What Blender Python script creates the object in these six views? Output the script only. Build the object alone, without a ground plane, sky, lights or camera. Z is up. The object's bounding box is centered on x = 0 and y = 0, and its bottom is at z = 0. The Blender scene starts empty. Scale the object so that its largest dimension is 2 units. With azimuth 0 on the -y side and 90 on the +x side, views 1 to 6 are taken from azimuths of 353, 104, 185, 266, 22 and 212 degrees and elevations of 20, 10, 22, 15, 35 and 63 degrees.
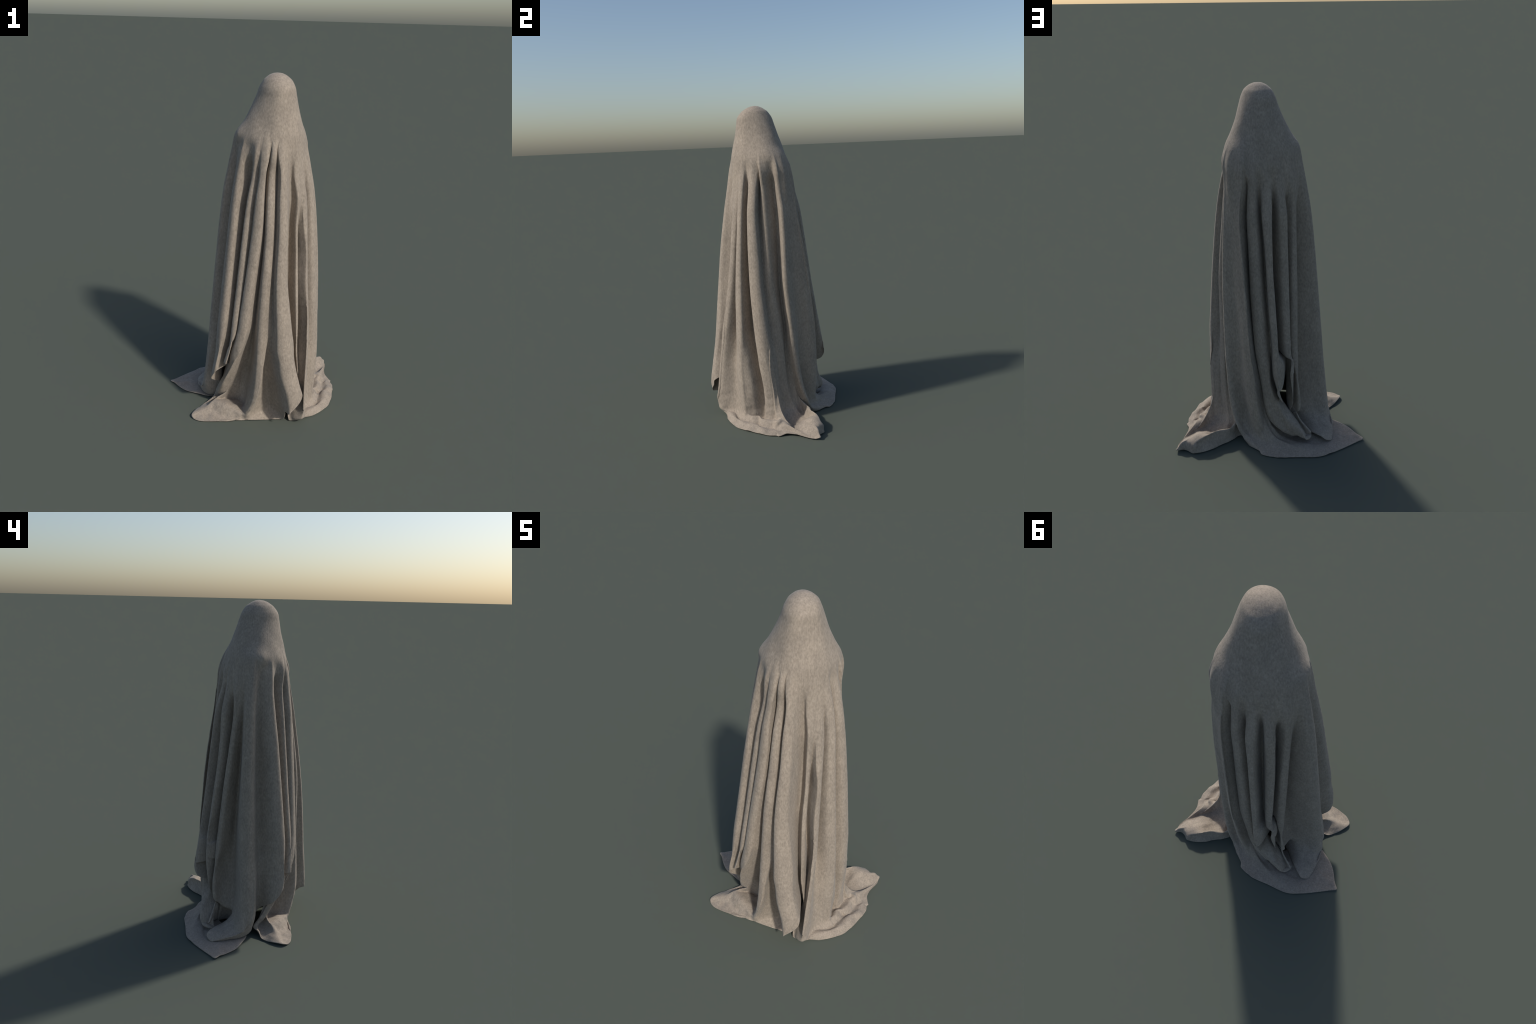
# A standing figure hidden under one large blanket: smooth over head and shoulders,
# gathered into long hanging folds, with the hem trailing on the floor.
# The cloth is a single sheet lofted around "rails": every fold crest and every valley
# between two crests is a curve running from the top of the head down to the hem.
import bpy, math, random
import numpy as np
from mathutils import Vector

random.seed(7)
AXIS = np.array([0.03, 0.0])
THICK = 0.003

# ---------------------------------------------------------------- head and shoulders
# cross-sections: height, centre x, centre y, then radii every 30 degrees
# (front, .., right, .., back, .., left, ..)
HOOD = np.array([
    (2.000, .068, -.048, .001, .001, .001, .001, .001, .001, .001, .001, .001, .001, .001, .001),
    (1.997, .068, -.048, .025, .025, .025, .024, .022, .021, .022, .023, .023, .022, .022, .024),
    (1.988, .068, -.048, .050, .050, .048, .046, .043, .042, .044, .045, .045, .043, .043, .046),
    (1.966, .069, -.049, .082, .083, .079, .072, .070, .072, .077, .078, .074, .070, .070, .075),
    (1.930, .070, -.050, .109, .109, .100, .089, .088, .093, .103, .106, .101, .091, .090, .097),
    (1.880, .067, -.045, .125, .123, .114, .106, .108, .114, .117, .116, .114, .106, .103, .109),
    (1.820, .063, -.040, .140, .141, .132, .125, .132, .140, .131, .132, .134, .128, .122, .127),
    (1.750, .059, -.034, .164, .164, .156, .151, .168, .166, .150, .151, .156, .161, .152, .148),
    (1.680, .055, -.029, .185, .187, .182, .182, .211, .209, .167, .168, .180, .205, .179, .177),
    (1.610, .051, -.023, .211, .204, .196, .203, .232, .233, .182, .177, .190, .216, .196, .200),
    (1.500, .045, -.015, .231, .218, .212, .227, .245, .238, .195, .188, .203, .231, .212, .214),
    (1.350, .045, -.015, .267, .244, .236, .248, .249, .250, .220, .213, .222, .257, .246, .264),
])
HOOD_T = np.concatenate([[0], np.cumsum(np.hypot(np.diff(HOOD[:, 0]), np.diff(HOOD[:, 3:].mean(1))))])


def hood_point(az, z):
    """Point of the smooth hood at azimuth az (radians, 0 = front, 90 = +x)."""
    row = hermite(HOOD_T, HOOD[:, 1:], [np.interp(-z, -HOOD[:, 0], HOOD_T)], soft=True)[0]
    r12 = row[2:]
    t = (az % (2 * math.pi)) / (2 * math.pi) * 12
    k = int(t); t -= k
    p0, p1, p2, p3 = [r12[(k + o) % 12] for o in (-1, 0, 1, 2)]
    r = p1 + .5*t*(p2-p0 + t*(2*p0-5*p1+4*p2-p3 + t*(3*(p1-p2)+p3-p0)))
    return np.array([row[0] + math.sin(az) * r, row[1] - math.cos(az) * r, z])


def azimuth(p, z):
    cx = np.interp(-z, -HOOD[:, 0], HOOD[:, 1])
    cy = np.interp(-z, -HOOD[:, 0], HOOD[:, 2])
    return math.atan2(p[0] - cx, -(p[1] - cy)) % (2 * math.pi)


def hermite(ts, ps, tq, soft=False):
    """Smooth curve through ps at parameters ts, limited tangents (no overshoot)."""
    ts = np.asarray(ts, float); ps = np.asarray(ps, float); tq = np.asarray(tq, float)
    h = np.diff(ts)[:, None]; d = np.diff(ps, axis=0) / h
    m = np.zeros_like(ps)
    m[0], m[-1] = d[0], d[-1]
    w1 = 2 * h[1:] + h[:-1]; w2 = h[1:] + 2 * h[:-1]
    same = d[1:] * d[:-1] > 0
    with np.errstate(divide='ignore', invalid='ignore'):
        hm = (w1 + w2) / (w1 / d[:-1] + w2 / d[1:])
    avg = (d[:-1] * h[1:] + d[1:] * h[:-1]) / (h[1:] + h[:-1])
    m[1:-1] = avg if soft else np.where(same, hm * 0.5 + avg * 0.5, avg * 0.25)
    k = np.clip(np.searchsorted(ts, tq, side='right') - 1, 0, len(ts) - 2)
    hh = h[k]; t = ((tq - ts[k])[:, None]) / hh
    return ((2*t**3-3*t**2+1)*ps[k] + (t**3-2*t**2+t)*hh*m[k]
            + (-2*t**3+3*t**2)*ps[k+1] + (t**3-t**2)*hh*m[k+1])


# ---------------------------------------------------------------- folds
LEVELS = [1.68, 1.6, 1.5, 1.35, 1.2, 1.05, .9, .75, .6]      # heights at which bodies of folds are set


class Rail:
    pass


def crest(name, body, tail, half=(.025, .025), keys=None, swell=1):
    """body: {height: (x, y)} of the outer line of a fold; tail: points down to the hem;
    half: how far the rounded back of the fold reaches to either side."""
    r = Rail(); r.kind = 'crest'; r.name = name
    zs = sorted(body, reverse=True)
    r.top = zs[0]
    pts = np.array([body[z] for z in zs], float)
    r.xy = {z: hermite([-q for q in zs], pts, [-z])[0] for z in LEVELS if zs[0] + 1e-6 >= z}
    r.tail = tail; r.half = half; r.keys = keys; r.swell = swell
    r.az = azimuth(pts[0], zs[0])
    return r


def valley(depth, tail, at=None, start=1.5, keys=None, inward=None):
    """depth: (at onset+, z 1.05, z .6) how far the cloth goes in between two crests."""
    r = Rail(); r.kind = 'valley'; r.depth = depth; r.tail = tail; r.at = at; r.start = start; r.keys = keys; r.inward = inward
    return r


def spread(a, tail, keys=None):
    """extra line of cloth between the two neighbouring crest/valley rails, share a."""
    r = Rail(); r.kind = 'spread'; r.at = a; r.tail = tail; r.keys = keys
    return r


F = .005     # height of cloth lying flat
FLAP = (.20, .42, .58, .72, .80, 1)      # shared stations: front flap with a rolled ridge
HEAP = (.18, .36, .52, .66, .80, .90, 1)  # and the heap on the right
RAILS = [
    # --- front: long apron with a hanging tube fold
    crest('D', {1.5: (.033, -.223), 1.35: (.027, -.253), 1.2: (.023, -.276), .9: (.006, -.308), .6: (-.007, -.309)},
          [(-.012, -.318, .40), (-.025, -.322, .22), (-.050, -.300, .11), (-.078, -.275, .045), (-.085, -.268, .02), (-.090, -.270, F)], half=(.022, .025), keys=FLAP),
    spread(.55, [(.015, -.27, .40), (.015, -.25, .20), (.02, -.225, .04), (.01, -.272, F)]),
    valley((.045, .045, .045), [(.03, -.26, .40), (.045, -.23, .20), (.075, -.215, .05), (.11, -.274, F)], start=1.68),
    spread(.35, [(.05, -.27, .40), (.085, -.26, .20), (.12, -.26, .05), (.142, -.283, .010)]),
    spread(.7, [(.068, -.305, .40), (.11, -.325, .22), (.128, -.343, .15), (.140, -.362, .115)]),
    crest('E', {1.5: (.085, -.250), 1.35: (.086, -.278), 1.2: (.090, -.302), .9: (.085, -.342), .6: (.108, -.368)},
          [(.135, -.378, .45), (.168, -.393, .30), (.185, -.402, .20), (.165, -.405, .135)], half=(.036, .036), swell=1.85),
    spread(.35, [(.185, -.325, .42), (.212, -.345, .31), (.236, -.360, .228)]),
    valley((.05, .085, .09), [(.17, -.19, .42), (.19, -.20, .29)], at=.68, start=1.62, inward=(-.1, .99)),
    crest('F', {1.2: (.182, -.205), 1.05: (.185, -.220), .9: (.188, -.243), .75: (.193, -.259), .6: (.198, -.266)},
          [(.203, -.266, .45), (.213, -.262, .35), (.221, -.262, .29)], half=(.020, .018)),
    valley((.03, .08, .10), [(.21, -.185, .40), (.21, -.19, .25)], start=1.4),
    spread(.6, [(.225, -.24, .35), (.20, -.25, .12), (.178, -.288, F)]),
    crest('G', {1.35: (.232, -.169), 1.2: (.239, -.189), .9: (.248, -.226), .6: (.259, -.272)},
          [(.256, -.300, .40), (.252, -.325, .20), (.251, -.339, .10), (.250, -.333, .045), (.250, -.288, F)], half=(.026, .030)),
    valley((.045, .07, .075), [(.265, -.20, .35), (.275, -.205, .12), (.28, -.225, .03), (.30, -.24, .035), (.335, -.250, F)], start=1.5),
    crest('H', {1.5: (.257, -.108), 1.35: (.282, -.118), 1.2: (.296, -.125), .9: (.322, -.135), .6: (.346, -.136)},
          [(.356, -.136, .35), (.350, -.130, .18), (.348, -.128, .05), (.38, -.135, .015), (.408, -.14, .035), (.455, -.145, F)], half=(.044, .016)),
    spread(.35, [(.345, -.085, .40), (.352, -.065, .20), (.345, -.07, .035), (.365, -.07, .05), (.405, -.06, .015), (.43, -.07, .03), (.485, -.07, F)]),
    valley((.06, .10, .10), [(.285, -.03, .40), (.30, -.005, .20), (.33, -.01, .025), (.365, -.03, .055), (.415, -.02, .015), (.45, -.01, .03), (.51, .01, F)], at=.33, start=1.64),
    crest('I', {1.5: (.277, -.030), 1.35: (.307, -.034), 1.2: (.327, -.030), .9: (.357, -.015), .6: (.377, .013)},
          [(.380, .042, .35), (.374, .055, .22), (.368, .060, .10), (.38, .055, .04), (.415, .04, .055), (.445, .03, .015), (.48, .05, .025), (.525, .08, F)], half=(.046, .046)),
    spread(.25, [(.376, .062, .35), (.374, .076, .22), (.380, .082, .12), (.41, .10, .05), (.44, .11, .06), (.465, .10, .015), (.49, .12, .02), (.527, .13, F)]),
    spread(.45, [(.362, .076, .35), (.360, .090, .22), (.378, .105, .12), (.43, .15, .05), (.455, .16, .05), (.475, .17, .02), (.49, .175, .015), (.50, .19, .012)]),
    spread(.65, [(.342, .085, .35), (.342, .100, .20), (.355, .120, .07), (.408, .165, .018), (.46, .24, .02), (.515, .32, .02), (.533, .378, .012)], keys=HEAP),
    valley((.055, .03, .02), [(.318, .088, .40), (.322, .105, .22), (.315, .135, .08), (.375, .20, .015), (.435, .295, .06), (.49, .36, .06), (.528, .39, .015)], start=1.66, keys=HEAP),
    crest('J', {1.5: (.254, .028), 1.35: (.266, .036), 1.2: (.280, .044), .9: (.302, .057), .6: (.300, .089)},
          [(.299, .110, .42), (.297, .125, .22), (.280, .165, .08), (.33, .235, .015), (.395, .330, .082), (.45, .375, .06), (.46, .382, F)], half=(.016, .022), swell=1.5, keys=HEAP),
    spread(.4, [(.265, .13, .40), (.262, .15, .20), (.25, .19, .07), (.275, .245, .03), (.315, .30, .088), (.37, .35, .05), (.36, .377, F)], keys=HEAP),
    valley((.06, .07, .07), [(.235, .13, .40), (.235, .155, .20), (.225, .20, .06), (.22, .225, .04), (.235, .26, .085), (.25, .275, .04), (.216, .255, F)], at=.7, start=1.68, keys=HEAP),
    spread(.5, [(.235, .16, .40), (.21, .19, .20), (.18, .20, .05), (.18, .223, F)]),
    # --- back: a flat panel, then four deep pleats
    crest('K', {1.5: (.233, .130), 1.35: (.240, .150), 1.2: (.248, .157), .9: (.261, .164), .6: (.257, .187)},
          [(.251, .201, .45), (.235, .225, .25), (.197, .262, .10), (.160, .278, .04), (.111, .311, F)], half=(.018, .018)),
    valley((.005, .012, .03), [(.18, .205, .40), (.16, .205, .22), (.135, .25, .06), (.06, .352, F)], at=.4, start=1.45),
    crest('L', {1.35: (.146, .214), 1.2: (.138, .238), .9: (.117, .276), .6: (.098, .300)},
          [(.085, .304, .40), (.071, .296, .20), (.055, .285, .08), (.04, .295, .04), (.0, .392, F)], half=(.045, .016)),
    spread(.25, [(.07, .27, .40), (.05, .265, .18), (.02, .285, .06), (-.01, .31, .03), (-.05, .399, F)]),
    spread(.40, [(.065, .25, .40), (.04, .255, .16), (-.02, .29, .055), (-.08, .318, .03), (-.16, .388, F)]),
    spread(.52, [(.06, .24, .40), (.03, .245, .15), (-.04, .28, .045), (-.14, .318, .028), (-.28, .376, F)]),
    spread(.62, [(.055, .23, .40), (.02, .24, .15), (-.06, .265, .04), (-.19, .30, .02), (-.35, .341, F)]),
    spread(.70, [(.053, .22, .40), (.015, .23, .14), (-.07, .255, .03), (-.23, .265, .010), (-.503, .228, F)]),
    spread(.76, [(.05, .21, .40), (.01, .22, .13), (-.08, .25, .03), (-.28, .24, .008), (-.534, .203, F)]),
    spread(.82, [(.048, .205, .40), (.005, .21, .125), (-.09, .235, .025), (-.26, .20, .007), (-.508, .172, F)]),
    spread(.90, [(.045, .20, .40), (.0, .20, .12), (-.10, .22, .02), (-.25, .16, .006), (-.42, .07, F)]),
    valley((.085, .10, .07), [(.055, .23, .40), (.01, .21, .12), (-.10, .18, .015), (-.18, .10, F), (-.25, .012, F)], at=.42, start=1.6),
    crest('M', {1.35: (.086, .206), 1.2: (.077, .219), .9: (.062, .246), .6: (.039, .272)},
          [(.021, .275, .45), (.0, .276, .30), (-.045, .276, .19), (-.115, .280, .10), (-.20, .285, .05), (-.22, .20, .02)], half=(.040, .024)),
    valley((.075, .08, .06), [(.0, .20, .46), (-.02, .20, .36), (-.05, .19, .26)], start=1.57),
    crest('N', {1.35: (-.002, .208), 1.2: (-.012, .227), .9: (-.029, .260), .6: (-.048, .300)},
          [(-.057, .314, .50), (-.047, .331, .385)], half=(.038, .025)),
    valley((.08, .11, .11), [(-.085, .17, .54), (-.09, .155, .44)], start=1.55),
    crest('O', {1.35: (-.082, .165), 1.2: (-.087, .172), 1.05: (-.092, .186), .9: (-.099, .206), .6: (-.116, .248)},
          [(-.120, .255, .54), (-.115, .256, .477)], half=(.028, .026)),
    valley((.08, .085, .075), [(-.088, .165, .46), (-.085, .16, .28), (-.100, .185, .12)], start=1.52),
    spread(.5, [(-.115, .175, .42), (-.120, .180, .26), (-.165, .212, .13), (-.234, .243, .062)]),
    # --- left side: a narrow ridge, a hollow and the broad fold over the arm
    crest('Q', {1.35: (-.136, .090), 1.2: (-.137, .108), .9: (-.141, .147), .6: (-.143, .183)},
          [(-.150, .203, .42), (-.162, .218, .27), (-.158, .212, .195), (-.110, .180, .14), (-.100, .185, .03)], half=(.022, .015)),
    spread(.5, [(-.11, .15, .40), (-.125, .155, .26), (-.148, .163, .145), (-.100, .145, .10), (-.085, .16, .01)]),
    valley((.05, .095, .115), [(-.105, .09, .40), (-.125, .095, .24), (-.153, .097, .115), (-.10, .09, .08), (-.085, .11, .01)], at=.45, start=1.52, inward=(.97, -.22)),
    spread(.35, [(-.190, .068, .40), (-.218, .070, .20), (-.240, .10, .09), (-.27, .17, .05), (-.29, .243, .042)]),
    crest('R', {1.5: (-.185, .000), 1.35: (-.212, .010), 1.2: (-.229, .012), .9: (-.255, .014), .6: (-.280, .014)},
          [(-.305, .010, .30), (-.325, .015, .12), (-.338, .05, .05), (-.352, .13, .035), (-.352, .23, .012)], half=(.036, .030)),
    spread(.35, [(-.285, -.035, .35), (-.305, -.03, .12), (-.30, -.005, .03), (-.275, -.003, .012)]),
    valley((.035, .065, .075), [(-.215, -.065, .40), (-.215, -.065, .25), (-.205, -.06, .14)], at=.4, start=1.64),
    crest('A', {1.5: (-.140, -.120), 1.35: (-.163, -.133), 1.2: (-.178, -.150), .9: (-.205, -.179), .6: (-.234, -.203)},
          [(-.248, -.208, .43), (-.268, -.205, .33), (-.274, -.198, .285)], half=(.045, .026)),
    valley((.08, .09, .09), [(-.165, -.16, .45), (-.18, -.17, .34)], start=1.64),
    crest('B', {1.5: (-.059, -.189), 1.35: (-.084, -.199), 1.2: (-.103, -.210), .9: (-.133, -.231), .6: (-.164, -.256)},
          [(-.180, -.260, .48), (-.204, -.259, .388)], half=(.017, .020)),
    valley((.025, .035, .035), [(-.165, -.21, .48), (-.19, -.18, .38)], start=1.66),
    crest('C', {1.5: (-.010, -.236), 1.35: (-.029, -.253), 1.2: (-.039, -.263), .9: (-.078, -.279), .6: (-.120, -.287)},
          [(-.150, -.275, .43), (-.190, -.215, .30), (-.228, -.130, .19), (-.250, -.07, .10), (-.255, -.032, .045)], half=(.042, .024)),
    spread(.30, [(-.145, -.24, .40), (-.18, -.165, .22), (-.20, -.09, .06), (-.25, -.06, .025), (-.328, -.084, F)]),
    spread(.48, [(-.12, -.215, .40), (-.15, -.145, .20), (-.16, -.085, .04), (-.255, -.135, .075), (-.31, -.165, .045), (-.398, -.185, .015)], keys=FLAP),
    spread(.60, [(-.105, -.195, .40), (-.13, -.14, .20), (-.135, -.09, .035), (-.225, -.168, .075), (-.265, -.20, .026), (-.402, -.215, .010)], keys=FLAP),
    spread(.72, [(-.092, -.185, .40), (-.115, -.135, .20), (-.115, -.10, .035), (-.19, -.20, .070), (-.215, -.232, .018), (-.375, -.246, F)], keys=FLAP),
    spread(.84, [(-.075, -.18, .40), (-.10, -.125, .20), (-.10, -.12, .04), (-.15, -.23, .060), (-.165, -.255, .014), (-.30, -.266, F)], keys=FLAP),
    valley((.05, .065, .09), [(-.05, -.175, .40), (-.07, -.135, .20), (-.085, -.15, .05), (-.11, -.252, .048), (-.115, -.265, .02), (-.16, -.267, F)], start=1.68, keys=FLAP),
]
n = len(RAILS)

# meridian parameter: arc length over the hood, then down the body, then along the tail
hood_z = [z for z in HOOD[:, 0] if z > 1.7]
hood_s = [0.0]
for i in range(1, len(hood_z)):
    hood_s.append(hood_s[-1] + math.hypot(HOOD[i, 0] - HOOD[i-1, 0],
                                          HOOD[i, 3:].mean() - HOOD[i-1, 3:].mean()))
def s_of(z):
    return float(np.interp(-z, [-q for q in hood_z], hood_s)) if z >= hood_z[-1] else hood_s[-1] + hood_z[-1] - z
S_TAIL = s_of(.6)
TAIL = 0.62
S_END = S_TAIL + TAIL

# bodies
mains = [i for i, r in enumerate(RAILS) if r.kind != 'spread']
crests = [i for i in mains if RAILS[i].kind == 'crest']
for i in crests:
    r = RAILS[i]
    r.body = {z: (np.array([*r.xy[z], z]) if z in r.xy else hood_point(r.az, z)) for z in LEVELS}
def neighbours(i, group):
    lo = max([g for g in group if g < i], default=group[-1])
    hi = min([g for g in group if g > i], default=group[0])
    return RAILS[lo], RAILS[hi]
def mid_az(a, b, t):
    d = (b - a + math.pi) % (2 * math.pi) - math.pi
    return (a + d * t) % (2 * math.pi)
for i in mains:
    r = RAILS[i]
    if r.kind != 'valley':
        continue
    a, b = neighbours(i, crests)
    r.az = mid_az(a.az, b.az, r.at or .5)
    r.body = {}
    for z in LEVELS:
        gap = np.linalg.norm(b.body[z] - a.body[z])
        t = r.at or min(.75, max(.25, .5 + (a.half[1] - b.half[0]) / gap / 2))
        p = a.body[z] * (1 - t) + b.body[z] * t
        if z > r.start:
            r.body[z] = hood_point(r.az, z); continue
        d = float(np.interp(-z, [-r.start, -max(r.start - .2, 1.1), -1.05, -.6], [0, r.depth[0], r.depth[1], r.depth[2]]))
        e = b.body[z] - a.body[z]
        nrm = np.array([e[1], -e[0]]); nrm /= np.linalg.norm(nrm)
        rad = p[:2] - AXIS; rad /= np.linalg.norm(rad)
        if nrm @ rad < 0: nrm = -nrm
        nrm = nrm + rad; nrm /= np.linalg.norm(nrm)
        if r.inward: nrm = -np.array(r.inward)
        p = p.copy(); p[:2] -= nrm * d
        r.body[z] = p


def shoulder(c, o, half, swell=1):
    """line beside crest c towards rail o: the fold's back stays round, then drops away."""
    d = o - c
    rad = c[:, :2] - AXIS; rad /= np.linalg.norm(rad, axis=1)[:, None]
    dn = (d[:, :2] * rad).sum(1)
    tang = d[:, :2] - dn[:, None] * rad
    lt = np.maximum(np.linalg.norm(tang, axis=1), 1e-6)
    grow = np.interp(-c[:, 2], [-1.7, -1.35, -.8], [.5, .8, 1.0])
    grow = grow * np.interp(-c[:, 2], [-1.05, -.55], [1, swell])
    step = np.minimum(half * grow, lt * .85)
    drop = np.where(dn < 0, -np.minimum(step * .42, -dn * .6), dn * .3)
    out = c.copy()
    out[:, :2] += tang / lt[:, None] * step[:, None] + rad * drop[:, None]
    out[:, 2] += d[:, 2] * step / lt * .7
    return out


def column(body): return np.array([body[z] for z in LEVELS])
for i, r in enumerate(RAILS):
    if r.kind == 'spread':
        a, b = neighbours(i, mains)
        r.az = mid_az(a.az, b.az, r.at)
        A, B = column(a.body), column(b.body)
        if a.kind == 'crest': A = shoulder(A, B, a.half[1], a.swell)
        else: B = shoulder(B, A, b.half[0], b.swell)
        M = A * (1 - r.at) + B * r.at
        r.body = {z: M[k] for k, z in enumerate(LEVELS)}

ROWS_S = np.concatenate([np.linspace(.004, S_TAIL, 230, endpoint=False), np.linspace(S_TAIL, S_END, 110)])
for r in RAILS:
    ts = list(hood_s[1:]); ps = [hood_point(r.az, z) for z in hood_z[1:]]
    for z in LEVELS:
        ts.append(s_of(z)); ps.append(r.body[z])
    t = [np.array(q, float) for q in r.tail]
    seg = np.cumsum([np.linalg.norm(q - p) for p, q in zip([ps[-1]] + t[:-1], t)])
    for q, a in zip(t, r.keys or seg / seg[-1]):
        ts.append(S_TAIL + TAIL * a); ps.append(q)
    r.curve = hermite(ts, np.array(ps), ROWS_S)

# columns: every crest is flanked by two shoulder lines
COLS = []
blend = np.clip((ROWS_S - S_TAIL) / (TAIL * .35), 0, 1)
blend = (blend * blend * (3 - 2 * blend))[:, None]
for i, r in enumerate(RAILS):
    if r.kind != 'crest':
        COLS.append(r.curve); continue
    va, vb = neighbours(i, mains)
    near_a, near_b = RAILS[i-1], RAILS[(i+1) % n]
    sa = shoulder(r.curve, va.curve, r.half[0], r.swell) * (1 - blend) + shoulder(r.curve, near_a.curve, r.half[0], r.swell) * blend
    sb = shoulder(r.curve, vb.curve, r.half[1], r.swell) * (1 - blend) + shoulder(r.curve, near_b.curve, r.half[1], r.swell) * blend
    COLS += [sa, r.curve, sb]
G = np.stack(COLS, 1)                       # rows x columns x 3

# closed centripetal spline around every row
SUB = 7
def ring(P):
    m = len(P)
    p0, p1, p2, p3 = np.roll(P, 1, 0), P, np.roll(P, -1, 0), np.roll(P, -2, 0)
    d01 = np.maximum(np.linalg.norm(p1 - p0, axis=1), 1e-5)[:, None] ** .5
    d12 = np.maximum(np.linalg.norm(p2 - p1, axis=1), 1e-5)[:, None] ** .5
    d23 = np.maximum(np.linalg.norm(p3 - p2, axis=1), 1e-5)[:, None] ** .5
    m1 = (p1 - p0) / d01 - (p2 - p0) / (d01 + d12) + (p2 - p1) / d12
    m2 = (p2 - p1) / d12 - (p3 - p1) / (d12 + d23) + (p3 - p2) / d23
    m1 *= d12; m2 *= d12
    out = np.zeros((m, SUB, 3))
    for k in range(SUB):
        t = k / SUB
        out[:, k] = ((2*t**3-3*t**2+1)*p1 + (t**3-2*t**2+t)*m1 + (-2*t**3+3*t**2)*p2 + (t**3-t**2)*m2)
    return out.reshape(-1, 3)
V = np.stack([ring(row) for row in G])
# above the onset of the folds the cloth lies smooth on head and shoulders
i0 = int(np.searchsorted(ROWS_S, s_of(1.52)))
AZ = np.unwrap([azimuth(p, 1.52) for p in V[i0]])
AZ = np.maximum.accumulate(AZ)
ext = np.concatenate([AZ[-9:] - 2*math.pi, AZ, AZ[:9] + 2*math.pi])
AZ = np.convolve(ext, np.ones(19) / 19, 'valid')
S_Z = [0] + list(hood_s[1:]) + [s_of(z) for z in LEVELS]
Z_S = [2.0] + list(hood_z[1:]) + LEVELS
for i in range(len(V)):
    z = float(hermite(S_Z, np.array(Z_S)[:, None], [ROWS_S[i]])[0, 0])
    w = min(1, max(0, (z - 1.62) / (1.74 - 1.62))); w = w*w*(3-2*w)
    if w > 0:
        H = np.array([hood_point(a, z) for a in AZ])
        V[i] = V[i] * (1 - w) + H * w
V[:, :, 2] = np.maximum(V[:, :, 2], F)
V[:, :, 2] = np.minimum(V[:, :, 2], 2.0)
R, Cn = V.shape[:2]

# faint dents and wrinkles, stronger where the cloth bunches near the floor
def dents(P, cell, seed):
    rng = np.random.default_rng(seed); out = 0
    for k in range(7):
        d = rng.normal(size=3) * (1, 1, .55); d /= np.linalg.norm(d)
        out = out + np.sin((P @ d) * 2*math.pi / (cell * rng.uniform(.7, 1.5)) + rng.uniform(0, 6.28))
    return out / 7
du = np.roll(V, -1, 1) - np.roll(V, 1, 1)
dv = np.gradient(V, axis=0)
N = np.cross(dv, du); N /= np.maximum(np.linalg.norm(N, axis=2), 1e-9)[:, :, None]
amount = np.interp(V[:, :, 2], [.02, .10, .22, 1.4, 1.65], [.008, .007, .0015, .001, .0])
shift = (dents(V, .13, 3) + .6 * dents(V, .055, 4)) * amount
V = V + N * shift[:, :, None]
V[:, :, 2] = np.maximum(V[:, :, 2], F)

# normals of the grid, for the second face of the cloth
du = np.roll(V, -1, 1) - np.roll(V, 1, 1)
dv = np.gradient(V, axis=0)
N = np.cross(dv, du); N /= np.maximum(np.linalg.norm(N, axis=2), 1e-9)[:, :, None]
W = V - N * THICK
W[:, :, 2] = np.maximum(W[:, :, 2], 0.0)
V[:, :, 2] = np.maximum(V[:, :, 2], W[:, :, 2] * 0 + F)

# ---------------------------------------------------------------- mesh
top = np.array([[.066, -.046, 2.0], [.066, -.046, 1.996]])
verts = np.concatenate([top, V.reshape(-1, 3), W.reshape(-1, 3)])
O0, I0 = 2, 2 + R * Cn
faces, region = [], []
def reg(i):
    s = ROWS_S[i]
    if s < s_of(1.80): return 0
    if s < s_of(1.32): return 1
    if s < S_TAIL + TAIL * .45: return 2
    return 3
for j in range(Cn):
    k = (j + 1) % Cn
    faces.append((0, O0 + j, O0 + k)); region.append(0)
    faces.append((1, I0 + k, I0 + j)); region.append(0)
    for i in range(R - 1):
        a, b, c, d = i*Cn + j, (i+1)*Cn + j, (i+1)*Cn + k, i*Cn + k
        g = reg(i)
        faces.append((O0+a, O0+b, O0+c, O0+d)); region.append(g)
        faces.append((I0+d, I0+c, I0+b, I0+a)); region.append(g)
    a, d = (R-1)*Cn + j, (R-1)*Cn + k
    faces.append((O0+a, I0+a, I0+d, O0+d)); region.append(3)

whole = bpy.data.meshes.new('whole_cloth')
whole.from_pydata(verts.tolist(), [], faces)
whole.update()
vn = np.zeros((len(verts), 3)); buf = np.zeros(len(verts) * 3)
whole.vertex_normals.foreach_get('vector', buf); vn = buf.reshape(-1, 3)


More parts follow.
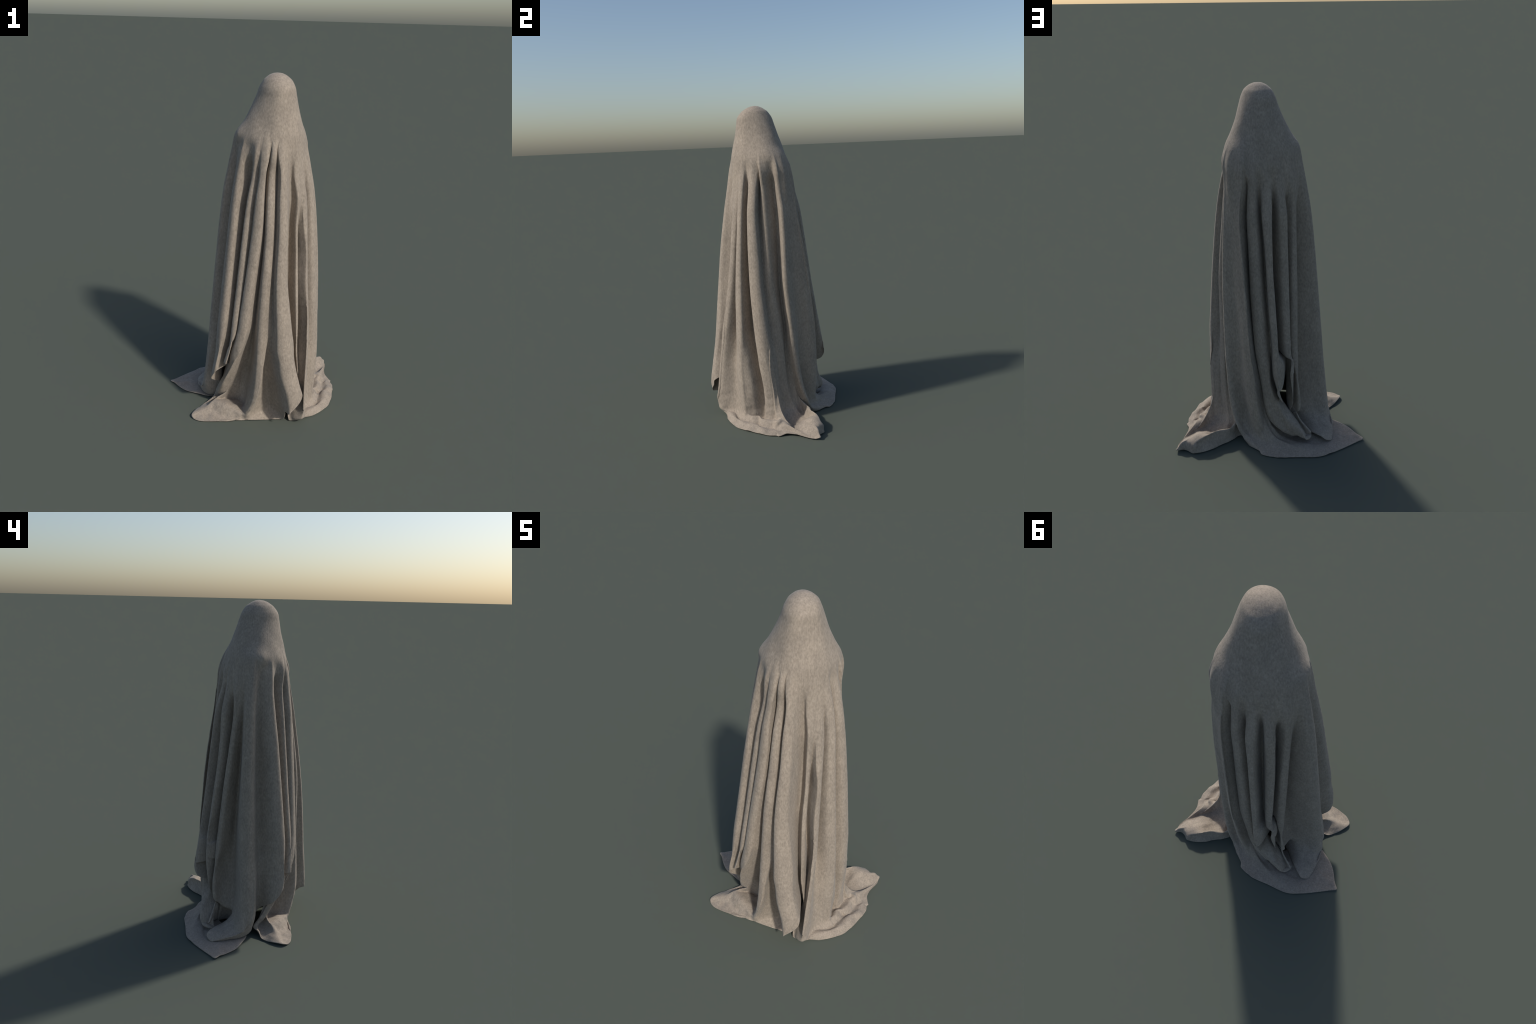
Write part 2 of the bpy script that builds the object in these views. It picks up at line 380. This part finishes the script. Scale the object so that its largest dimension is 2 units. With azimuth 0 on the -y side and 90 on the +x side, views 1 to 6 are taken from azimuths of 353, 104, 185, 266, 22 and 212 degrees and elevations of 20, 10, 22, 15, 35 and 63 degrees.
# ---------------------------------------------------------------- material
def wool():
    m = bpy.data.materials.new('felted_wool'); m.use_nodes = True
    nt = m.node_tree; nd = nt.nodes; ln = nt.links; nd.clear()
    out = nd.new('ShaderNodeOutputMaterial'); b = nd.new('ShaderNodeBsdfPrincipled')
    tc = nd.new('ShaderNodeTexCoord')
    def noise(scale, stretch, detail, rough):
        mp = nd.new('ShaderNodeMapping'); mp.inputs['Scale'].default_value = stretch
        nz = nd.new('ShaderNodeTexNoise'); nz.inputs['Scale'].default_value = scale
        nz.inputs['Detail'].default_value = detail; nz.inputs['Roughness'].default_value = rough
        ln.new(tc.outputs['Object'], mp.inputs['Vector']); ln.new(mp.outputs['Vector'], nz.inputs['Vector'])
        return nz.outputs['Fac']
    fibre = noise(140, (1, 1, .42), 4, .65)
    fleck = noise(75, (1, 1, .7), 2, .5)
    worn = noise(15, (1, 1, .7), 5, .62)
    def ramp(src, c0, c1, p0, p1):
        r = nd.new('ShaderNodeValToRGB'); e = r.color_ramp.elements
        e[0].position, e[1].position = p0, p1
        e[0].color = (*c0, 1); e[1].color = (*c1, 1)
        ln.new(src, r.inputs['Fac']); return r.outputs['Color']
    def times(a, b_):
        mx = nd.new('ShaderNodeMix'); mx.data_type = 'RGBA'; mx.blend_type = 'MULTIPLY'
        mx.inputs['Factor'].default_value = 1
        ln.new(a, mx.inputs['A']); ln.new(b_, mx.inputs['B'])
        return mx.outputs['Result']
    c = ramp(fibre, (.238, .201, .162), (.368, .312, .253), .28, .72)
    c = times(c, ramp(fleck, (.93, .93, .93), (1.08, 1.08, 1.08), .32, .70))
    c = times(c, ramp(worn, (.92, .92, .92), (1.08, 1.075, 1.065), .33, .68))
    ln.new(c, b.inputs['Base Color'])
    b.inputs['Roughness'].default_value = .95
    b.inputs['Specular IOR Level'].default_value = .15
    b.inputs['Sheen Weight'].default_value = .12
    b.inputs['Sheen Roughness'].default_value = .5
    bp = nd.new('ShaderNodeBump'); bp.inputs['Strength'].default_value = .35
    bp.inputs['Distance'].default_value = .003
    ln.new(fibre, bp.inputs['Height']); ln.new(bp.outputs['Normal'], b.inputs['Normal'])
    ln.new(b.outputs['BSDF'], out.inputs['Surface'])
    return m
MAT = wool()

# ---------------------------------------------------------------- parts of the one sheet
root = bpy.data.objects.new('shrouded_figure', None)
bpy.context.scene.collection.objects.link(root)
root['label'] = 'standing figure hidden under a draped beige wool blanket'
root['category'] = 'ghost statue'

region = np.array(region)
for g, name in enumerate(['head', 'torso', 'hanging_folds', 'trailing_hem']):
    fs = [f for f, q in zip(faces, region) if q == g]
    used = sorted({v for f in fs for v in f}); remap = {v: q for q, v in enumerate(used)}
    me = bpy.data.meshes.new(name)
    me.from_pydata(verts[used].tolist(), [], [tuple(remap[v] for v in f) for f in fs])
    me.materials.append(MAT)
    me.polygons.foreach_set('use_smooth', [True] * len(fs))
    me.update()
    me.normals_split_custom_set_from_vertices(vn[used].tolist())
    ob = bpy.data.objects.new(name, me)
    ob.parent = root
    bpy.context.scene.collection.objects.link(ob)
bpy.data.meshes.remove(whole)
